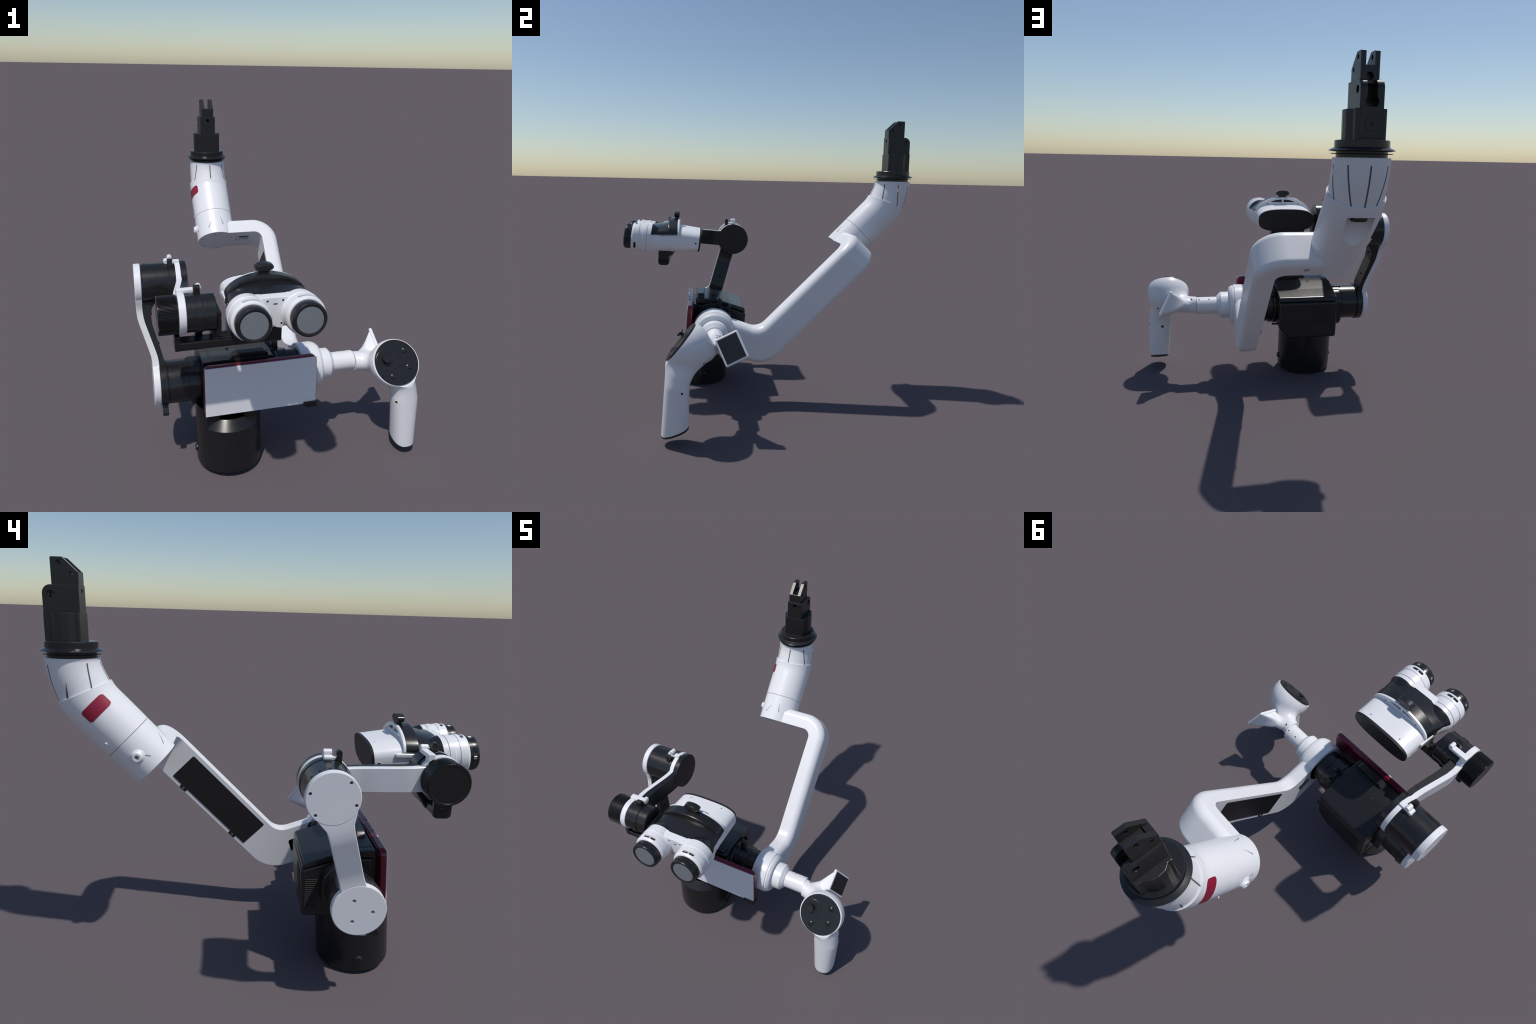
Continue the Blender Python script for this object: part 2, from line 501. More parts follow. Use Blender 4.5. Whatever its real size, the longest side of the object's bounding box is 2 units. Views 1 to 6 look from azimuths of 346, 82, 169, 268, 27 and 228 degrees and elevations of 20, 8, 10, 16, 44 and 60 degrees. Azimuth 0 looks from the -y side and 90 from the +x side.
# recesses: slot under the upper end, slot beside the hub, cable hole
slot = prism_bm(round_poly(RECT(-.062, .034, .302, .378), [.012] * 4, 4), V(0, 0, 0), X, N, D, 1.02, 1.075)
oc = V(0, AY, AZ) + E1 * .186 + E1n * -.001
s2 = prism_bm(round_poly(RECT(-.046, .046, -.037, .037), .016, 6), oc, E1, E1n, X, .09, .150)
s2b = prism_bm(round_poly(RECT(-.052, .140, -.078, .078), .02, 3), oc, E1, E1n, X, .114, .166)
s3 = cyl_bm(V(-.035, 0, 0) + D * 1.085 + N * .20, V(-.035, 0, 0) + D * 1.085 + N * .26, .016, 24)
cut(arm, [slot, s2, s2b, s3], 40)
prism("slot_dark_plate", RECT(-.058, .030, .306, .374), V(0, 0, 0), X, N, D, 1.066, 1.074, GREYW, 0, 1, arm)
prism("slot_dark_plate", RECT(-.050, .138, -.076, .076), oc, E1, E1n, X, .160, .1655, MATTE, 0, 1, arm)
lathe("slot_dark_plate", [(0, 0), (0, .0155), (.004, .0155), (.004, 0)], V(-.035, 0, 0) + D * 1.085 + N * .252, N, MATTE, 20, arm)
lathe("slot_boss", [(0, 0), (0, .015), (.03, .013), (.032, 0)], V(-.045, 0, 0) + D * 1.042 + N * .34, D, WHITE, 20, arm)
pp = round_poly(RECT(.342, .897, .2515, .4125), .007, 4)
panel = prism("cover_panel", pp, V(0, 0, 0), D, N, X, .1035, .110, BLACK, .001, 1)
for dd in (.428, .809):
    q = round_poly(RECT(dd - .022, dd + .022, .233, .256), [.007, .007, 0, 0], 4)
    prism("panel_tab", q, V(0, 0, 0), D, N, X, .1025, .109, BLACK, .001, 1, panel)
    lathe("panel_screw", [(0, 0), (0, .006), (.0035, .0055), (.0035, 0)], V(.1035, 0, 0) + D * dd + N * .244, -X, STEEL, 16, panel)

# ================================================================== SHOULDER
SX = -.1915
def axis_point(s):
    """station s in 0..1 of the curved part; returns (centre, tangent angle from vertical)"""
    P = [V(.727, 1.1965), V(.815, 1.308), V(.8615, 1.461)]
    T = [math.radians(45), math.radians(23.5), 0.0]
    k, f = (0, s * 2) if s < .5 else (1, s * 2 - 1)
    L = np.linalg.norm(P[k + 1] - P[k]) * 1.02
    m0 = V(math.sin(T[k]), math.cos(T[k])) * L; m1 = V(math.sin(T[k + 1]), math.cos(T[k + 1])) * L
    h00, h10, h01, h11 = 2*f**3-3*f**2+1, f**3-2*f**2+f, -2*f**3+3*f**2, f**3-f**2
    p = h00 * P[k] + h10 * m0 + h01 * P[k + 1] + h11 * m1
    return p, T[k] + (T[k + 1] - T[k]) * f
def ring3(p, ang, r, n=96):
    up = V(0, math.cos(ang), -math.sin(ang))
    return [V(SX, p[0], p[1]) + r * (X * math.cos(t) + up * math.sin(t)) for t in 2 * math.pi * np.arange(n) / n]
def straight(d):
    q = D * d + N * NC
    return V(q[1], q[2]), math.radians(45)
# lower can
R = []
for d, r in ((1.0374, .1245), (1.0390, .1262), (1.2155, .1278), (1.2165, .1268)):
    R.append(ring3(*straight(d), r))
shoulder = finish(loft_bm(R), "shoulder_can", WHITE)
R = [ring3(*straight(1.20), .122), ring3(*straight(1.225), .122)]
finish(loft_bm(R), "seam_ring", GREYW, shoulder)
R = []
for d, r in ((1.2185, .1272), (1.2195, .1282), (1.30, .1293)):
    R.append(ring3(*straight(d), r))
for s in np.linspace(0, .5, 9):
    p, a = axis_point(s); R.append(ring3(p, a, .130 + .003 * s))
p, a = axis_point(.5)
tn = V(math.sin(a), math.cos(a))
R.append(ring3(p + tn * .0015, a, .1300)); R.append(ring3(p - tn * .004, a, .120))
sleeve = finish(loft_bm(R), "elbow_sleeve", WHITE, shoulder)
scoop = [(.062 * math.cos(t), .062 * math.sin(t)) for t in np.linspace(math.pi, 2 * math.pi, 25)] + [(.062, .2), (-.062, .2)]
cut(sleeve, [prism_bm(scoop, V(SX, .855, 0), X, Y, Z, .95, 1.214)], 21)
lathe("scoop_plug", [(0, 0), (0, .034), (.005, .038), (.030, .038), (.030, 0)], (SX + .004, .872, 1.196), Z, BLACKM, 40, shoulder)
R = []
for s in np.linspace(.44, .97, 14):
    p, a = axis_point(s); R.append(ring3(p, a, .1235 - .005 * (s - .5)))
p, a = axis_point(1.0)
R += [ring3(p - V(0, .016), 0, .1185), ring3(p - V(0, .0155), 0, .1215), ring3(p - V(0, .002), 0, .1225), ring3(p, 0, .1212), ring3(p, 0, .105)]
neck = finish(loft_bm(R), "elbow_neck", WHITE, shoulder)
# dark lengthwise slits: cut by vertical planes through the flange axis
tt = np.linspace(0, 2 * math.pi, 1441)
for k in range(8):
    phi = math.radians(45 * k)
    ss = np.linspace(.50, .925, 12) if k != 4 else np.linspace(.50, .70, 7)   # short wedge on the badge side
    L = []
    for i, s in enumerate(ss):
        p, a = axis_point(s)
        r = .1235 - .005 * (s - .5) + .0006
        up = V(0, math.cos(a), -math.sin(a))
        ring = V(SX, p[0], p[1]) + r * (np.outer(np.cos(tt), X) + np.outer(np.sin(tt), up))
        az = np.arctan2(ring[:, 1] - .8615, ring[:, 0] - SX)
        q = int(np.argmin(np.abs((az - phi + math.pi) % (2 * math.pi) - math.pi)))
        nrm = X * math.cos(tt[q]) + up * math.sin(tt[q]); tg = -X * math.sin(tt[q]) + up * math.cos(tt[q])
        c = ring[q]
        w = .0034 if k != 4 else .006 * (1 - i / (len(ss) - 1)) + .0004
        L.append([c - tg * w - nrm * .004, c + tg * w - nrm * .004, c + tg * w, c - tg * w])
    finish(loft_bm(L), "neck_slit", GREYW, neck, smooth=False)
lathe("neck_button", [(-.02, 0), (-.02, .0145), (.004, .0145), (.0065, .012), (.0065, 0)], (SX + .1200, .861, 1.400), X, WHITE, 24, neck)
# boss on the outside of the can
bc = V(SX, 0, 0) + D * 1.129 + N * .3315
boss = lathe("shoulder_boss", [(.10, .042), (.124, .036), (.130, .028), (.135, .0235), (.143, .022), (.1445, .020), (.1445, .0105), (.139, .0100), (.139, 0)], bc, -X, WHITE, 40, shoulder)
lathe("boss_insert", [(.12, 0), (.12, .0098), (.1405, .0098), (.1405, 0)], bc, -X, LENS, 24, boss)
# five screws in the flat underside
for t in (20, 100, 160, 215, 275):
    a = math.radians(t)
    hole("underside_screw", V(SX, 0, 0) + D * 1.0372 + N * NC + (X * math.cos(a) + N * math.sin(a)) * .104, -D, .005, WHITE, shoulder)
# small moulding nicks on the can
def can_point(d, t, r):
    nrm = X * math.cos(t) + N * math.sin(t)
    return V(SX, 0, 0) + D * d + N * NC + nrm * r, nrm
for (d0, t0, d1_, t1) in ((1.085, 118, 1.135, 103), (1.10, 72, 1.155, 78), (1.09, 160, 1.13, 172)):
    bm = bm_new(); L = []
    for f in (0, .5, 1):
        c, nr = can_point(d0 + (d1_ - d0) * f, math.radians(t0 + (t1 - t0) * f), .1278)
        tg = unit(np.cross(nr, D)); w = .0006 + .0022 * (1 - f)
        L.append([c - tg * w - nr * .003, c + tg * w - nr * .003, c + tg * w, c - tg * w])
    finish(loft_bm(L, bm=bm), "mould_nick", LENS, shoulder, smooth=False)
bm = bm_new()
c0, n0 = can_point(1.255, math.radians(205), .129); c1, n1 = can_point(1.235, math.radians(216), .1295)
bmesh.ops.convex_hull(bm, input=[bm.verts.new(q) for q in (c0, c0 + D * .02 + n0 * .010, c0 + D * .016, c1)])
finish(bm, "sleeve_nib", WHITE, shoulder)
# red badge wrapped on the sleeve
AXS = [straight(d)[0] for d in np.linspace(1.2, 1.355, 40)] + [axis_point(q)[0] for q in np.linspace(0, .5, 120)]
AXS = np.array(AXS)
def badge_pt(d, n):
    q = (D * d + N * n)[1:]
    rho = np.linalg.norm(AXS - q, axis=1).min()
    return V(SX - math.sqrt(.1322 ** 2 - rho ** 2), q[0], q[1])
bm = bm_new(); G = []
nd_, nu_ = 14, 20
for i in range(nd_ + 1):
    f = i / nd_
    d = 1.3740 + .0630 * f
    e = min(f, 1 - f) * .063
    inset = .012 - math.sqrt(max(0, .012**2 - max(0, .012 - e)**2))
    G.append([(d, .298 + inset + (.1255 - 2 * inset) * j / nu_) for j in range(nu_ + 1)])
vt = [[bm.verts.new(badge_pt(d, n_)) for d, n_ in row] for row in G]
for i in range(nd_):
    for j in range(nu_):
        bm.faces.new((vt[i][j], vt[i + 1][j], vt[i + 1][j + 1], vt[i][j + 1]))
ret = bmesh.ops.extrude_face_region(bm, geom=bm.faces[:])
for v in [g for g in ret["geom"] if isinstance(g, bmesh.types.BMVert)]:
    v.co.x += .005
finish(bm, "red_badge", BADGE, shoulder)

# ================================================================== FLANGE AND MOUNTING FORK
FX, FY = -.1915, .8615
FO = V(FX, FY, 0)
flange = lathe("mounting_flange", [(1.445, 0), (1.445, .108), (1.4755, .108), (1.4755, .128), (1.4765, .131), (1.4785, .128), (1.4785, .108), (1.486, .108), (1.486, .120),
                (1.489, .1365), (1.4905, .1385), (1.4925, .1365), (1.502, .117), (1.503, .1155), (1.5285, .1155), (1.5315, .1125), (1.5315, 0)], FO, Z, BLACKM, 96)
base = [(-.069, -.0610), (-.068, -.040), (-.073, -.036), (-.087, -.018), (-.091, .012), (-.087, .040), (-.073, .060), (-.068, .064), (-.0665, .0945)]
base = [(x, y) for x, y in base] + [(-x, y) for x, y in reversed(base)]
fork = finish(prism_bm(round_poly(base, .008, 4), FO, X, Y, Z, 1.528, 1.653, .0025, 2), "mounting_fork", FORK)
mid = round_poly([(-.0603, 1.640), (.0965, 1.640), (.0965, 1.7665), (-.0603, 1.7665)], [0, 0, .037, .002], 10)
midb = prism_bm(mid, FO, Y, Z, X, -.0505, .0505, .002, 1)
topb = prism_bm(round_poly([(-.0595, 1.75), (.0565, 1.75), (.0565, 1.879), (.004, 1.879), (-.0595, 1.820)], [0, 0, .006, .010, .004], 4), FO, Y, Z, X, -.040, .040, .0015, 1)
hx = lambda y, z, r: cyl_bm((FX - .2, y, z), (FX + .2, y, z), r, 28)
fm = finish(midb, "fork_body", FORK, fork)
cut(fm, [hx(.922, 1.728, .0165), cyl_bm((FX, .75, 1.744), (FX, .86, 1.744), .011, 24), cyl_bm((FX, .90, 1.679), (FX, 1.0, 1.679), .028, 32),
         box_bm((FX - .0205, .885, 1.679), (FX + .0205, 1.0, 1.80))], 32)
ft = finish(topb, "fork_prong", FORK, fork)
cut(ft, [hx(.882, 1.857, .0105), hx(.8315, 1.8135, .009), box_bm((FX - .019, .70, 1.822), (FX + .019, 1.0, 1.95)),
         cyl_bm((FX, .89, 1.780), (FX, 1.0, 1.780), .0165, 24)], 32)
for sx in (-1, 1):
    for (yy, zz, rr, xx) in ((.882, 1.857, .0105, .0400), (.8315, 1.8135, .009, .0400), (.922, 1.728, .0165, .0505)):
        lathe("pivot_bush", [(-.012, rr * .88), (-.012, rr * .99), (-.001, rr * .99), (-.001, rr * .92), (-.003, rr * .88), (-.012, rr * .88)], (FX + sx * xx, yy, zz), X * sx, BLACKM, 24, fork)
lathe("fork_plug", [(-.004, 0), (-.004, .028), (.0012, .028), (.002, .0265), (.002, .007), (-.002, .0065), (-.002, 0)], (FX, .9588, 1.591), Y, FORK, 32, fork)
lathe("fork_plug_bore", [(-.004, 0), (-.004, .0064), (.0012, .0064), (.0012, 0)], (FX, .9590, 1.591), Y, HOLE, 16, fork)
prism("fork_pad", round_poly(RECT(-.047, .047, 1.538, 1.66), .006, 3), FO, X, Z, Y, .080, .0970, FORK, .002, 1, fork)

# ================================================================== BINOCULAR LINKAGE
J1, J2, J3 = V(0, -.412, .483), V(0, -.2555, 1.0035), V(0, -.7336, 1.039)
# --- lower motor
m1 = lathe("lower_motor", [(.44, 0), (.44, .1165), (.514, .1170), (.517, .1160), (.518, .1140), (.520, .1140), (.521, .1155), (.625, .1150), (.627, .113),
                           (.629, .113), (.630, .1205), (.633, .1215), (.6645, .1215), (.6675, .119), (.6675, 0)], J1, -X, BLACKM, 96)
for (xx, aa) in ((-.508, -150), (-.505, -115), (-.505, 75)):
    a = math.radians(aa); nrm = V(0, math.cos(a), math.sin(a))
    hole("motor_screw", J1 + V(xx, 0, 0) + nrm * .1166, nrm, .0055, BLACKM, m1)
lug("motor_tab", (-.649, -.470, .392), X, .068, .034, .030, (0, -.62, -.75), BLACKM, m1)
box("motor_bump", (-.528, -.43, .575), (-.460, -.375, .6035), BLACKM, .006, 2, m1)
# --- lower link: white outer plate, black inner half
def link_strip(name, pts, mat, u, vperp, c0, parent=None):
    """pts: (t along link, x_outer, x_inner, half width)"""
    rings = []
    for t, xo, xi, hw in pts:
        c = c0 + u * t
        e = .003
        sec = [(-hw, xi), (hw, xi), (hw, xo + e), (hw - e, xo), (-hw + e, xo), (-hw, xo + e)]
        rings.append([V(s[1], 0, 0) + c + vperp * s[0] for s in sec])
    return finish(loft_bm(rings), name, mat, parent, angle=25)
U1 = unit(J2 - J1); P1 = V(0, -U1[2], U1[1]); L12 = np.linalg.norm(J2 - J1)
link1 = lathe("lower_link", rprof(.6680, .7030, .1185, .004), J1, -X, WHITE, 96)
zt = lambda z: (z - J1[2]) / U1[2]
link_strip("link_plate", [(zt(.54), -.7020, -.668, .064), (zt(.585), -.7020, -.668, .056), (zt(.605), -.7030, -.669, .0535), (zt(.635), -.7070, -.673, .053), (zt(.66), -.7135, -.680, .053),
            (zt(.81), -.7580, -.726, .053), (zt(.835), -.7635, -.731, .053), (zt(.865), -.7665, -.7345, .054), (zt(.885), -.767, -.735, .0575), (zt(.905), -.767, -.735, .068), (zt(.93), -.767, -.735, .080)], WHITE, U1, P1, J1, link1)
link_strip("link_core", [(zt(.57), -.670, -.640, .0505), (zt(.62), -.671, -.643, .0505), (zt(.65), -.678, -.650, .0505), (zt(.80), -.725, -.690, .0505), (zt(.845), -.733, -.692, .0505),
            (zt(.88), -.735, -.686, .0505), (zt(.905), -.736, -.668, .0505), (zt(.93), -.736, -.650, .0505)], BLACK, U1, P1, J1, link1)
for t in (.40, .70):
    xi = -.690 if t > .5 else -.655
    lathe("link_screw", [(0, 0), (0, .006), (.012, .006), (.012, 0)], J1 + U1 * L12 * t + V(xi - .006 - (.002 if t > .5 else 0.008), 0, 0), X, HOLE, 16, link1)
lathe("link_cap", rprof(.733, .7680, .1095, .004), J2, -X, WHITE, 96, link1)
def recess(ob, pts, x0, r, mat):
    cut(ob, [cyl_bm((x0 - .02, y, z), (x0 + .009, y, z), r, 24) for y, z in pts], 15)
    for y, z in pts:
        lathe("cap_screw", [(0, 0), (0, r * .92), (.003, r * .9), (.003, r * .45), (.001, r * .4), (.001, 0)], (x0 + .0092, y, z), -X, mat, 20, link1)
recess(link1, ((-.3875, .530), (-.4705, .478), (-.386, .432)), -.7030, .0085, STEEL)
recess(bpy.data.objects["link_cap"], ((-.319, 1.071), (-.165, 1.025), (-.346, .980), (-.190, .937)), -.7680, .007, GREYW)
box("link_nib", (-.69, -.455, .355), (-.655, -.425, .372), WHITE, .004, 2, link1)
# --- upper motor
m2 = lathe("upper_motor", [(.55, 0), (.55, .109), (.553, .1105), (.586, .1105), (.588, .1085), (.590, .1075), (.728, .1075), (.732, .105), (.734, .105), (.734, 0)], J2, -X, BLACKM, 96)
lug("motor_lever", (-.581, -.302, 1.092), X, .060, .024, .026, (0, 0, 1), BLACKM, m2, .005)
# notches in the upper motor shell
for a in (40, 62, 84, 106, 128, 150):
    t = math.radians(a); nrm = V(0, math.cos(t), math.sin(t)); tg = V(0, -math.sin(t), math.cos(t))
    poly = [(-.008, -.012), (.008, -.012), (.0, .010)]
    prism("shell_notch", poly, J2 + V(-.705, 0, 0) + nrm * .1070, tg, X, nrm, -.002, .0008, HOLE, 0, 1, m2)
# --- upper link (towards the knob)
link2 = lathe("upper_link", rprof(.5265, .5545, .1125, .003), J2, -X, WHITE, 96)
lathe("link_cap", rprof(.4945, .527, .1125, .003), J2, -X, BLACKM, 96, link2)
U2 = unit(J3 - J2); P2 = V(0, -U2[2], U2[1]) * -1.0; C2 = J2 - U2 * .2555
link_strip("link_plate", [(.30, -.5545, -.5265, .0535), (.345, -.5545, -.5265, .0535), (.385, -.556, -.528, .0535), (.42, -.561, -.533, .0535), (.58, -.592, -.564, .0535), (.62, -.5955, -.566, .0535),
             (.66, -.594, -.564, .0535), (.70, -.592, -.560, .0535)], WHITE, U2, P2, C2, link2)
link_strip("link_core", [(.30, -.528, -.4953, .0520), (.37, -.528, -.4953, .0520), (.41, -.533, -.498, .0520), (.56, -.563, -.5205, .0520), (.60, -.566, -.523, .0520), (.66, -.566, -.523, .0520), (.69, -.566, -.530, .052)], BLACK, U2, P2, C2, link2)
hole("link_screw", (-.496, -.384, 1.015), X, .006, BLACK, link2)
def clip_strap(name, x0, x1, y, z, parent):
    box(name, (x0, y - .016, z - .030), (x1, y + .016, z - .012), WHITE, .004, 2, parent)
    for dx, dz in ((0, .0), (-.020 if x0 < x1 - .0 and name.startswith("upper") else .0, -.022)):
        lathe(name + "_lobe", rprof(-.018, .018, .0125, .003), V((x0 if name.startswith("upper") else x1) + dx, y, z + dz), Y, WHITE, 24, parent)
box("clip_strap", (-.590, -.271, 1.108), (-.527, -.240, 1.126), WHITE, .004, 2, link2)
lathe("clip_lobe", rprof(-.018, .018, .0130, .003), (-.578, -.2535, 1.141), Y, WHITE, 24, link2)
lathe("clip_lobe", rprof(-.018, .018, .0120, .003), (-.598, -.2535, 1.122), Y, WHITE, 24, link2)
# --- focus drive at the end of the linkage
drive = lathe("focus_drive", [(.400, 0), (.420, 0), (.420, .084), (.423, .0875), (.480, .0875), (.4805, .091), (.483, .0925), (.513, .0925), (.5155, .091), (.516, .0875), (.5555, .0875), (.5555, .085), (.595, .085), (.595, 0)], J3, -X, BLACKM, 96)
lathe("drive_ring", rprof(.5560, .5895, .0935, .003), J3, -X, WHITE, 96, drive)
kn = 92 * 4
def knurl(k, i): return 1.0 if k in (0, 1, 2, 7, 8, 9, 10, 11) or (i % 4) < 2 else .975
lathe("knurled_knob", [(.594, 0), (.594, .084), (.5945, .0865), (.5965, .0905), (.62, .0905), (.676, .0905), (.680, .0895), (.6825, .0865), (.6825, .0800), (.6812, .0785), (.6812, .050), (.6812, 0)], J3, -X, BLACK, kn, drive,
      ripple=lambda k, i: 1.0 if k not in (3, 4, 5, 6) or (i % 4) < 2 else .945, angle=24)
lug("drive_lever", (-.4995, -.722, 1.105), X, .066, .028, .030, (0, 0, 1), BLACKM, drive, .006)
box("clip_strap", (-.588, -.700, 1.122), (-.478, -.668, 1.141), WHITE, .004, 2, drive)
lathe("clip_lobe", rprof(-.017, .017, .0125, .003), (-.486, -.684, 1.146), Y, WHITE, 24, drive)
box("clip_post", (-.5895, -.699, 1.085), (-.5555, -.669, 1.1400), WHITE, .004, 2, drive)
box("end_block", (-.424, -.800, .944), (-.397, -.672, 1.062), BLACKM, .008, 2, drive)
# --- carrier bar under the binocular
car = round_poly(RECT(-.786, -.714, .868, .914), [.020, .020, .004, .004], 6)
bar = prism("carrier_bar", car, V(0, 0, 0), Y, Z, X, -.600, -.107, BLACK, .003, 2)
up_ = round_poly(RECT(-.7875, -.7105, .868, .950), [.020, .020, .006, .006], 6)
prism("bar_upright", up_, V(0, 0, 0), Y, Z, X, -.611, -.586, BLACK, .004, 2, bar)
pad = round_poly([(-.7845, .88), (-.717, .88), (-.717, .925), (-.694, .948), (-.694, .962), (-.7845, .962)], .004, 3)
prism("bar_pad", pad, V(0, 0, 0), Y, Z, X, -.345, -.107, BLACK, .003, 2, bar)
box("bar_pad", (-.430, -.780, .900), (-.34, -.720, .925), BLACK, .006, 2, bar)
poly = [(-.664, .952), (-.690, .956), (-.745, .905), (-.745, .876), (-.715, .874)]
prism("bar_brace", poly, V(0, 0, 0), Y, Z, X, -.510, -.475, BLACK, .005, 2, bar)
box("bar_post", (-.440, -.778, .900), (-.405, -.700, .960), BLACK, .004, 2, bar)
hole("bar_screw", (-.6108, -.746, .904), -X, .009, BLACK, bar)

# ================================================================== BINOCULAR HEAD
CX = -.1675
bino = None
def section(y, a, zt_, zb_, zc, pu=3.0, pl=3.0, n=72):
    out = []
    for k in range(n):
        t = 2 * math.pi * k / n
        c, s = math.cos(t), math.sin(t)
        p = pu if s >= 0 else pl
        h = (zt_ - zc) if s >= 0 else (zc - zb_)
        out.append(V(CX + math.copysign(abs(c) ** (2 / p), c) * a, y, zc + math.copysign(abs(s) ** (2 / p), s) * h))
    return out
# (y at mid height leans with the tilt of the head)
def tilt(r, k=.12, z0=1.045):
    return [V(p[0], p[1] + (p[2] - z0) * k, p[2]) for p in r]
body_st = [(-.513, .1885, 1.1135, .9605, 1.037), (-.56, .1890, 1.121, .9610, 1.040), (-.64, .1910, 1.134, .9625, 1.045), (-.70, .192, 1.132, .9650, 1.050), (-.76, .196, 1.110, .9670, 1.054), (-.80, .200, 1.095, .972, 1.058), (-.83, .200, 1.09, .98, 1.06)]
bino = finish(loft_bm([tilt(section(*s)) for s in body_st]), "binocular_body", WHITE, angle=40)
bp = [tilt(section(-.500, .1815, 1.1075, .9665, 1.037), .16), tilt(section(-.5015, .1865, 1.1120, .9620, 1.037), .16), tilt(section(-.5110, .1892, 1.1143, .9600, 1.037), .16), tilt(section(-.520, .17, 1.10, .97, 1.037), .14)]
finish(loft_bm(bp), "back_plate", MATTE, bino)
for sx in (-.102, .103):
    hole("body_screw", (CX + sx, -.528, 1.1115), unit((0, .12, 1)), .005, WHITE, bino)
    hole("body_screw", (CX + math.copysign(.1880, sx), -.535, 1.031), unit((sx * 10, .0, -.2)), .006, WHITE, bino)
# arched cover: white rear rim, then the glossy black shell
ZB = 1.088
def arch(y, a, zt_, p=2.25, n=40, zb=ZB):
    pts = []
    for k in range(n + 1):
        t = math.pi * k / n
        c, s = math.cos(t), math.sin(t)
        pts.append(V(CX + math.copysign(abs(c) ** (2 / p), c) * a, y + (zb - ZB) * 0, zb + abs(s) ** (2 / p) * (zt_ - zb)))
    return pts
rim = finish(loft_bm([arch(-.640, .1880, 1.181, 1.9), arch(-.6415, .1905, 1.183, 1.9), arch(-.6525, .1915, 1.184, 1.9)]), "vent_rim", WHITE, bino)
vents = []
for sgn in (-1, 1):
    q = [(sgn * .006, 1.150), (sgn * .082, 1.150), (sgn * .080, 1.155), (sgn * .045, 1.165), (sgn * .006, 1.169)]
    vents.append(prism_bm(q, V(CX, 0, 0), X, Z, Y, -.670, -.62))
cut(rim, vents)
finish(loft_bm([arch(-.6520, .1905, 1.1815, 1.9), arch(-.654, .1918, 1.1850, 1.9), arch(-.706, .1955, 1.1868, 1.9), arch(-.710, .195, 1.1850, 1.9), arch(-.714, .1925, 1.170, 1.9)]), "arch_cover", BLACKM, bino)
finish(loft_bm([arch(-.690, .190, 1.152, 2.1), arch(-.718, .1935, 1.155, 2.1), arch(-.76, .197, 1.150, 2.15), arch(-.80, .200, 1.1450, 2.2), arch(-.823, .203, 1.1430, 2.3)]), "front_cover", BLACKM, bino)
for sgn in (-1, 1):
    hole("vent_screw", (CX + sgn * .108, -.6398, 1.139), Y, .004, WHITE, bino)
    if sgn > 0: continue
    box("side_rail", (CX + sgn * .1925 - .006, -.705, 1.062), (CX + sgn * .1925 + .006, -.604, 1.082), WHITE, .0055, 3, bino)
    box("side_gap", (CX + sgn * .193 - .004, -.735, 1.064), (CX + sgn * .193 + .004, -.706, 1.086), HOLE, .001, 1, bino)
# bridge between the eyepieces
br = [(-.10, 1.1415), (.10, 1.1415), (.10, 1.02), (.045, 1.005), (.034, .985), (.012, .990), (-.012, 1.005), (-.030, .992), (-.045, 1.005), (-.10, 1.02)]
bridge = prism("bridge_plate", br, V(CX, 0, 0), X, Z, Y, -.866, -.815, WHITE, .004, 3, bino)
for x_, z_ in ((-.036, 1.125), (.036, 1.125), (.032, 1.012), (-.032, 1.012)):
    hole("bridge_screw", (CX + x_, -.8658, z_), -Y, .005, WHITE, bridge)
box("bridge_slot", (CX - .008, -.8665, 1.106), (CX + .011, -.860, 1.1115), HOLE, 0, 1, bridge)
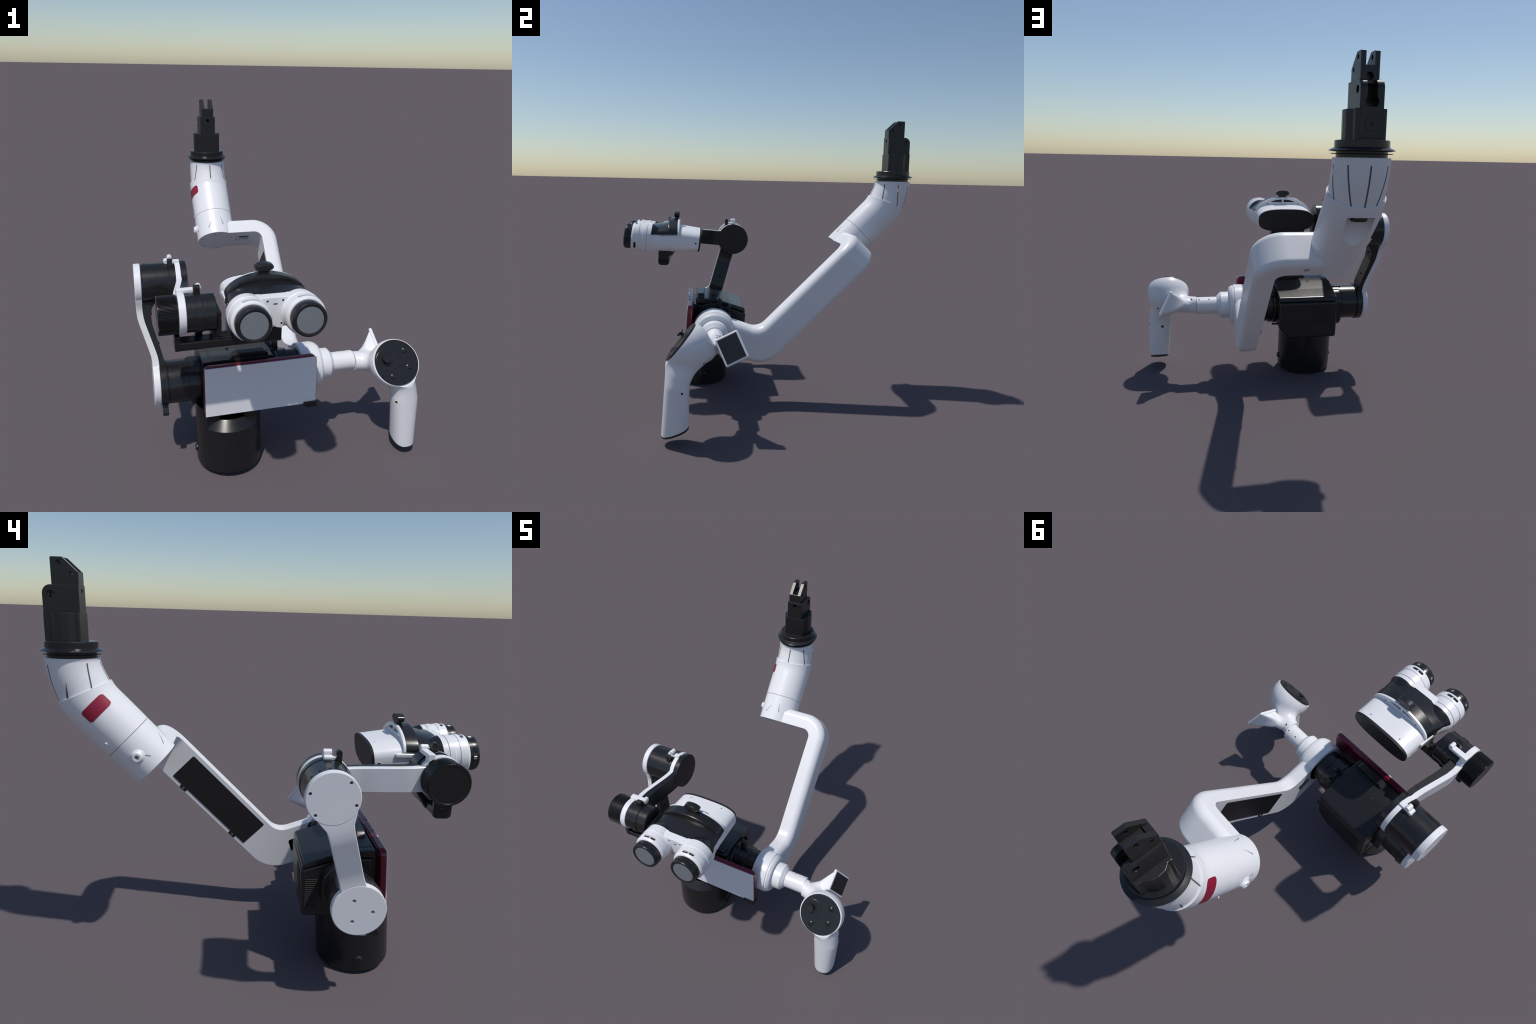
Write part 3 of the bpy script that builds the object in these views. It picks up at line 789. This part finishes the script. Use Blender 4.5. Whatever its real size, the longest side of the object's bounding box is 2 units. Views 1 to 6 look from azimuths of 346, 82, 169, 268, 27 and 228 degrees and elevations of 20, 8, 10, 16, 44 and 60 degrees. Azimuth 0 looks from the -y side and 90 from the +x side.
# eyepieces
EA = unit(V(0, -1, .11))
def eyepiece(sx):
    o = V(CX + sx * .1245, -.99, 1.0755)             # lens centre
    at = lambda y: (-.99 - y) / EA[1] * -1 if False else (y + .99) / EA[1]
    A = lambda y: (y + .99) / EA[1]
    prof = [(A(-.74), 0), (A(-.74), .066), (A(-.775), .078), (A(-.81), .0905), (A(-.822), .093), (A(-.8480), .0935), (A(-.8485), .0905), (A(-.8520), .0905), (A(-.8525), .0945),
            (A(-.876), .0950), (A(-.8785), .0925), (A(-.899), .0925), (A(-.9005), .0950), (A(-.926), .0940), (A(-.936), .0925), (A(-.9435), .088), (A(-.9460), .083), (A(-.9460), 0)]
    e = lathe("eyepiece", prof, o, EA, WHITE, 96, bino)
    up = unit(np.cross(X, EA)) * 1.0
    if up[2] < 0: up = -up
    c = o + EA * A(-.9235) + up * .10
    slot = prism_bm(round_poly(RECT(-.037, .037, -.0085, .0085), .0084, 6), c, X, EA, up, -.035, .02)
    c2 = o + EA * A(-.920) + X * .10 * 1 + up * -.045
    slot2 = prism_bm(round_poly(RECT(-.020, .020, -.007, .007), .003, 2), c2, up, EA, X, -.05, .02)
    cut(e, [slot, slot2])
    lathe("eyepiece_core", [(A(-.905), 0), (A(-.905), .084), (A(-.935), .084), (A(-.935), 0)], o, EA, HOLE, 48, e)
    lathe("eyepiece_post", [(-.012, 0), (-.012, .0045), (.0, .0045), (.0, 0)], o + EA * A(-.9235) + up * .0895, up, WHITE, 16, e)
    n = 72 * 4
    lathe("ocular_ring", [(A(-.940), .0), (A(-.940), .0800), (A(-.962), .0805), (A(-.963), .0805), (A(-.977), .0800), (A(-.978), .0800), (A(-.987), .0785), (A(-.9910), .0755), (A(-.9925), .0715), (A(-.9920), .0670), (A(-.9895), .0628), (A(-.985), .0615), (A(-.985), 0)], o, EA, BLACKM, n, e,
          ripple=lambda k, i: .980 if k in (3, 4) and (i % 4) < 2 else 1.0)
    lathe("lens", [(A(-.982), 0), (A(-.982), .0618), (A(-.9885), .0618), (A(-.9887), .061), (A(-.9887), 0)], o, EA, LENS, 64, e)
    # dark shoulder between front cover and eyepiece
    return e
eyepiece(-1); eyepiece(1)
for sx in (-1, 1):
    o = V(CX + sx * .1245, -.99, 1.077); A = lambda y: (y + .99) / EA[1]
    bm = lathe_bm([(A(-.725), 0), (A(-.725), .062), (A(-.775), .0795), (A(-.80), .0885), (A(-.815), .0935), (A(-.8235), .0945), (A(-.8235), 0)], o, EA, 72)
    bmesh.ops.bisect_plane(bm, geom=bm.verts[:] + bm.edges[:] + bm.faces[:], plane_co=(0, -.8, 1.090), plane_no=(0, 0, -1), clear_outer=True)
    bmesh.ops.holes_fill(bm, edges=[e for e in bm.edges if e.is_boundary])
    finish(bm, "cover_shoulder", BLACKM, bino)
# centre focus knob on top
ov = [(.0465 * math.cos(t), .0215 * math.sin(t)) for t in 2 * math.pi * np.arange(40) / 40]
knob = prism("top_knob", ov, V(CX, 0, 1.2105), X, Z, Y, -.678, -.643, BLACKM, .003, 2, bino)
prism("knob_stem", RECT(-.026, .026, 1.172, 1.196), V(CX, 0, 0), X, Z, Y, -.672, -.648, BLACKM, .004, 2, bino)
ov2 = [(.036 * math.cos(t), .0135 * math.sin(t)) for t in 2 * math.pi * np.arange(32) / 32]
prism("knob_inset", ov2, V(CX, 0, 1.2105), X, Z, Y, -.6792, -.670, MATTE, .001, 1, knob)
lathe("knob_bore", [(0, 0), (0, .006), (.004, .006), (.004, 0)], (CX, -.676, 1.2105), -Y, HOLE, 16, knob)

# ================================================================== CONTROL HANDLE
DC = V(.626, -.611, .555); DN = unit(V(-.068, -.782, .620)); DR = .1265
du = unit(np.cross(DN, X)); dv = np.cross(du, DN)      # du: roughly up the disc, dv: sideways
if du[2] < 0: du = -du
dv = np.cross(du, DN)
if dv[0] < 0: dv = -dv
G0, G1 = V(.6985, -.648, .0), V(.684, -.629, .43)      # grip axis
def handle_sdf(P):
    # bowl behind the disc
    q = P - (DC - DN * .034)
    a, b, c = q @ dv, q @ du, q @ DN
    rr = np.sqrt((a / .1380) ** 2 + (b / .1350) ** 2 + (c / .132) ** 2)
    bowl = (rr - 1) * .131
    # grip
    t = np.clip((P[:, 2] - G0[2]) / (G1[2] - G0[2]), -.2, 1.15)
    ax = G0 + t[:, None] * (G1 - G0)
    top_ = np.clip((P[:, 2] - .325) / .14, 0, 1.2) ** 1.5
    rx = .0605 + .0155 * np.clip(t, 0, .78) / .78 - .026 * top_; ry = .0760 - .0100 * np.clip(t, 0, 1)
    dx, dy = (P[:, 0] - ax[:, 0] + .012 * top_) / rx, (P[:, 1] - ax[:, 1]) / ry
    g = (np.power(np.abs(dx) ** 2.3 + np.abs(dy) ** 2.3, 1 / 2.3) - 1) * .062
    g = np.maximum(g, P[:, 2] - .50)
    g = np.maximum(g, -.05 - P[:, 2])
    nk = sd_capsule(P, (.40, AY, AZ), (.59, -.475, .487), .0540, .056)
    br_ = sd_capsule(P, (.525, -.408, .495), (.560, -.383, .508), .040, .036)
    fill = sd_capsule(P, (.645, -.520, .512), (.682, -.606, .405), .070, .062)
    lip = (P - DC) @ DN + .011                       # grip stays just behind the disc
    g = np.maximum(g, lip); fill = np.maximum(fill, lip)
    v = smin(bowl, nk, .055)
    v = smin(v, fill, .03)
    v = smin(v, g, .035)
    v = smin(v, br_, .018)
    return v
def on_surface(p, it=12):
    """drop a point onto the handle surface; returns point and outward normal"""
    p = np.asarray(p, float)[None]
    for _ in range(it):
        e = 1e-4
        g = np.array([(handle_sdf(p + d) - handle_sdf(p - d))[0] / (2 * e) for d in np.eye(3) * e])
        p = p - handle_sdf(p)[0] * g / max(g @ g, .05)
    return p[0], unit(g)
bm = surface_net(handle_sdf, (.395, -.785, -.03), (.815, -.325, .72), .0055)
def slice_off(bm, co, no):
    bmesh.ops.bisect_plane(bm, geom=bm.verts[:] + bm.edges[:] + bm.faces[:], plane_co=co, plane_no=no, clear_outer=True)
    bmesh.ops.holes_fill(bm, edges=[e for e in bm.edges if e.is_boundary], sides=0)
slice_off(bm, DC - DN * .002, DN)
GB = V(.699, -.719, .052); GN = unit(V(0, -.34 * 1.0, -1.0)) * 1.0
GN = unit(V(0, .32, -1.0))
slice_off(bm, GB, GN)
slice_off(bm, (.4465, 0, 0), -X)
handle = finish(bm, "control_handle", WHITE, angle=45)
disc = lathe("control_disc", [(-.006, 0), (-.006, .1245), (.004, .1265), (.008, .1255), (.010, .1225), (.0102, 0)], DC, DN, BLACKM, 96, handle)
P_ = lambda a, b, h=.0100: DC + dv * a + du * b + DN * h
jc = V(.562, -.613, .584) - DC
ja, jb = jc @ dv, jc @ du
lathe("joystick_ring", [(-.002, 0), (-.002, .061), (.0008, .061), (.0014, .0595), (.0010, .058), (.0010, .036), (.0026, .034), (.0026, 0)], P_(ja + .006, jb - .004), DN, BLACK, 64, disc)
lathe("joystick", [(0, 0), (0, .016), (.010, .010), (.016, .009), (.018, .020), (.021, .0225), (.026, .0225), (.0285, .020), (.0285, 0)], P_(ja, jb), DN, BLACKM, 40, disc)
for p in (V(.683, -.582, .611), V(.687, -.640, .539), V(.586, -.663, .504)):
    q = p - DC
    c = P_(q @ dv, q @ du)
    lathe("button", [(-.002, 0), (-.002, .0185), (.0012, .018), (.004, .0145), (.0065, .0095), (.0070, .006), (.0040, .0058), (.0040, 0)], c, DN, BLACKM, 32, disc)
    lathe("button_bore", [(0, 0), (0, .0062), (.0064, .0062), (.0064, 0)], c, DN, HOLE, 16, disc)
# faint embossed mark along the lower edge of the disc (illegible strokes)
bm = bm_new()
for i, hgt in enumerate((.014, .009, .012, .014, .009, .009)):
    aa = -.004 + i * .0085
    bb = -.098 + .0010 * i
    prism_bm(RECT(aa, aa + .0055, bb, bb + hgt), DC, dv, du, DN, .0095, .0108, 0, 1, bm)
finish(bm, "embossed_mark", BLACK, disc, kind="stuff")
# black foot of the grip
def foot_ring(scale, h):
    out = []
    for k in range(64):
        t = 2 * math.pi * k / 64
        c, s = math.cos(t), math.sin(t)
        x = .6975 + .0605 * scale * math.copysign(abs(c) ** (2 / 2.3), c)
        y = -.6455 + .0755 * scale * math.copysign(abs(s) ** (2 / 2.3), s)
        z = GB[2] + (y - GB[1]) * .32
        out.append(V(x, y, z) + GN * h)
    return out
finish(loft_bm([foot_ring(.97, -.004), foot_ring(1.002, 0.0), foot_ring(1.002, .007), foot_ring(.965, .013), foot_ring(.90, .0145)]), "grip_foot", BLACK, handle)
for q, rr in (((.672, -.5685, .303), .009), ((.755, -.606, .310), .0065), ((.619, -.672, .335), .0075), ((.703, -.480, .448), .007), ((.478, -.40, .55), .006)):
    p, nn = on_surface(q)
    hole("grip_screw", p - nn * .0004, nn, rr, WHITE, handle)
# status display on its branch
c4 = [V(.614, -.302, .616), V(.613, -.426, .559), V(.682, -.363, .422), V(.688, -.245, .484)]
tc = sum(c4) / 4
ta = unit((c4[0] - c4[1]) + (c4[3] - c4[2])); tb = (c4[0] - c4[3]) + (c4[1] - c4[2]); tn_ = unit(np.cross(ta, tb))
if tn_[0] < 0: tn_ = -tn_
tb = unit(np.cross(tn_, ta))
if tb[2] < 0: tb = -tb
hw_, hh_ = .0710, .0845
disp = prism("status_display", round_poly(RECT(-hw_, hw_, -hh_, hh_), .010, 4), tc, ta, tb, tn_, -.020, .0, WHITE, .0075, 4, handle)
prism("display_screen", RECT(-hw_ + .0120, hw_ - .0120, -hh_ + .0120, hh_ - .0120), tc, ta, tb, tn_, -.002, .0012, DISPLAY, 0, 1, disp)
rootp = V(.553, -.388, .506); rdir = unit(tc - rootp)
ru = unit(ta - rdir * (ta @ rdir)); rv = np.cross(rdir, ru)
if rv @ tb < 0: rv = -rv
def sqc(t, p):
    c, s = math.cos(t), math.sin(t)
    return math.copysign(abs(c) ** (2 / p), c), math.copysign(abs(s) ** (2 / p), s)
rings = []
for f in np.linspace(0, 1, 10):
    p = 2.2 + 10 * f
    ring = []
    for k in range(48):
        a, b = sqc(2 * math.pi * k / 48, p)
        near = rootp - rdir * .01 + ru * a * .036 + rv * b * .036
        far = tc - tn_ * .014 + ta * a * (hw_ - .006) + tb * b * (hh_ - .006)
        g = f
        ring.append(near + (far - near) * g)
    rings.append(ring)
finish(loft_bm(rings), "display_stalk", WHITE, disp, angle=40)
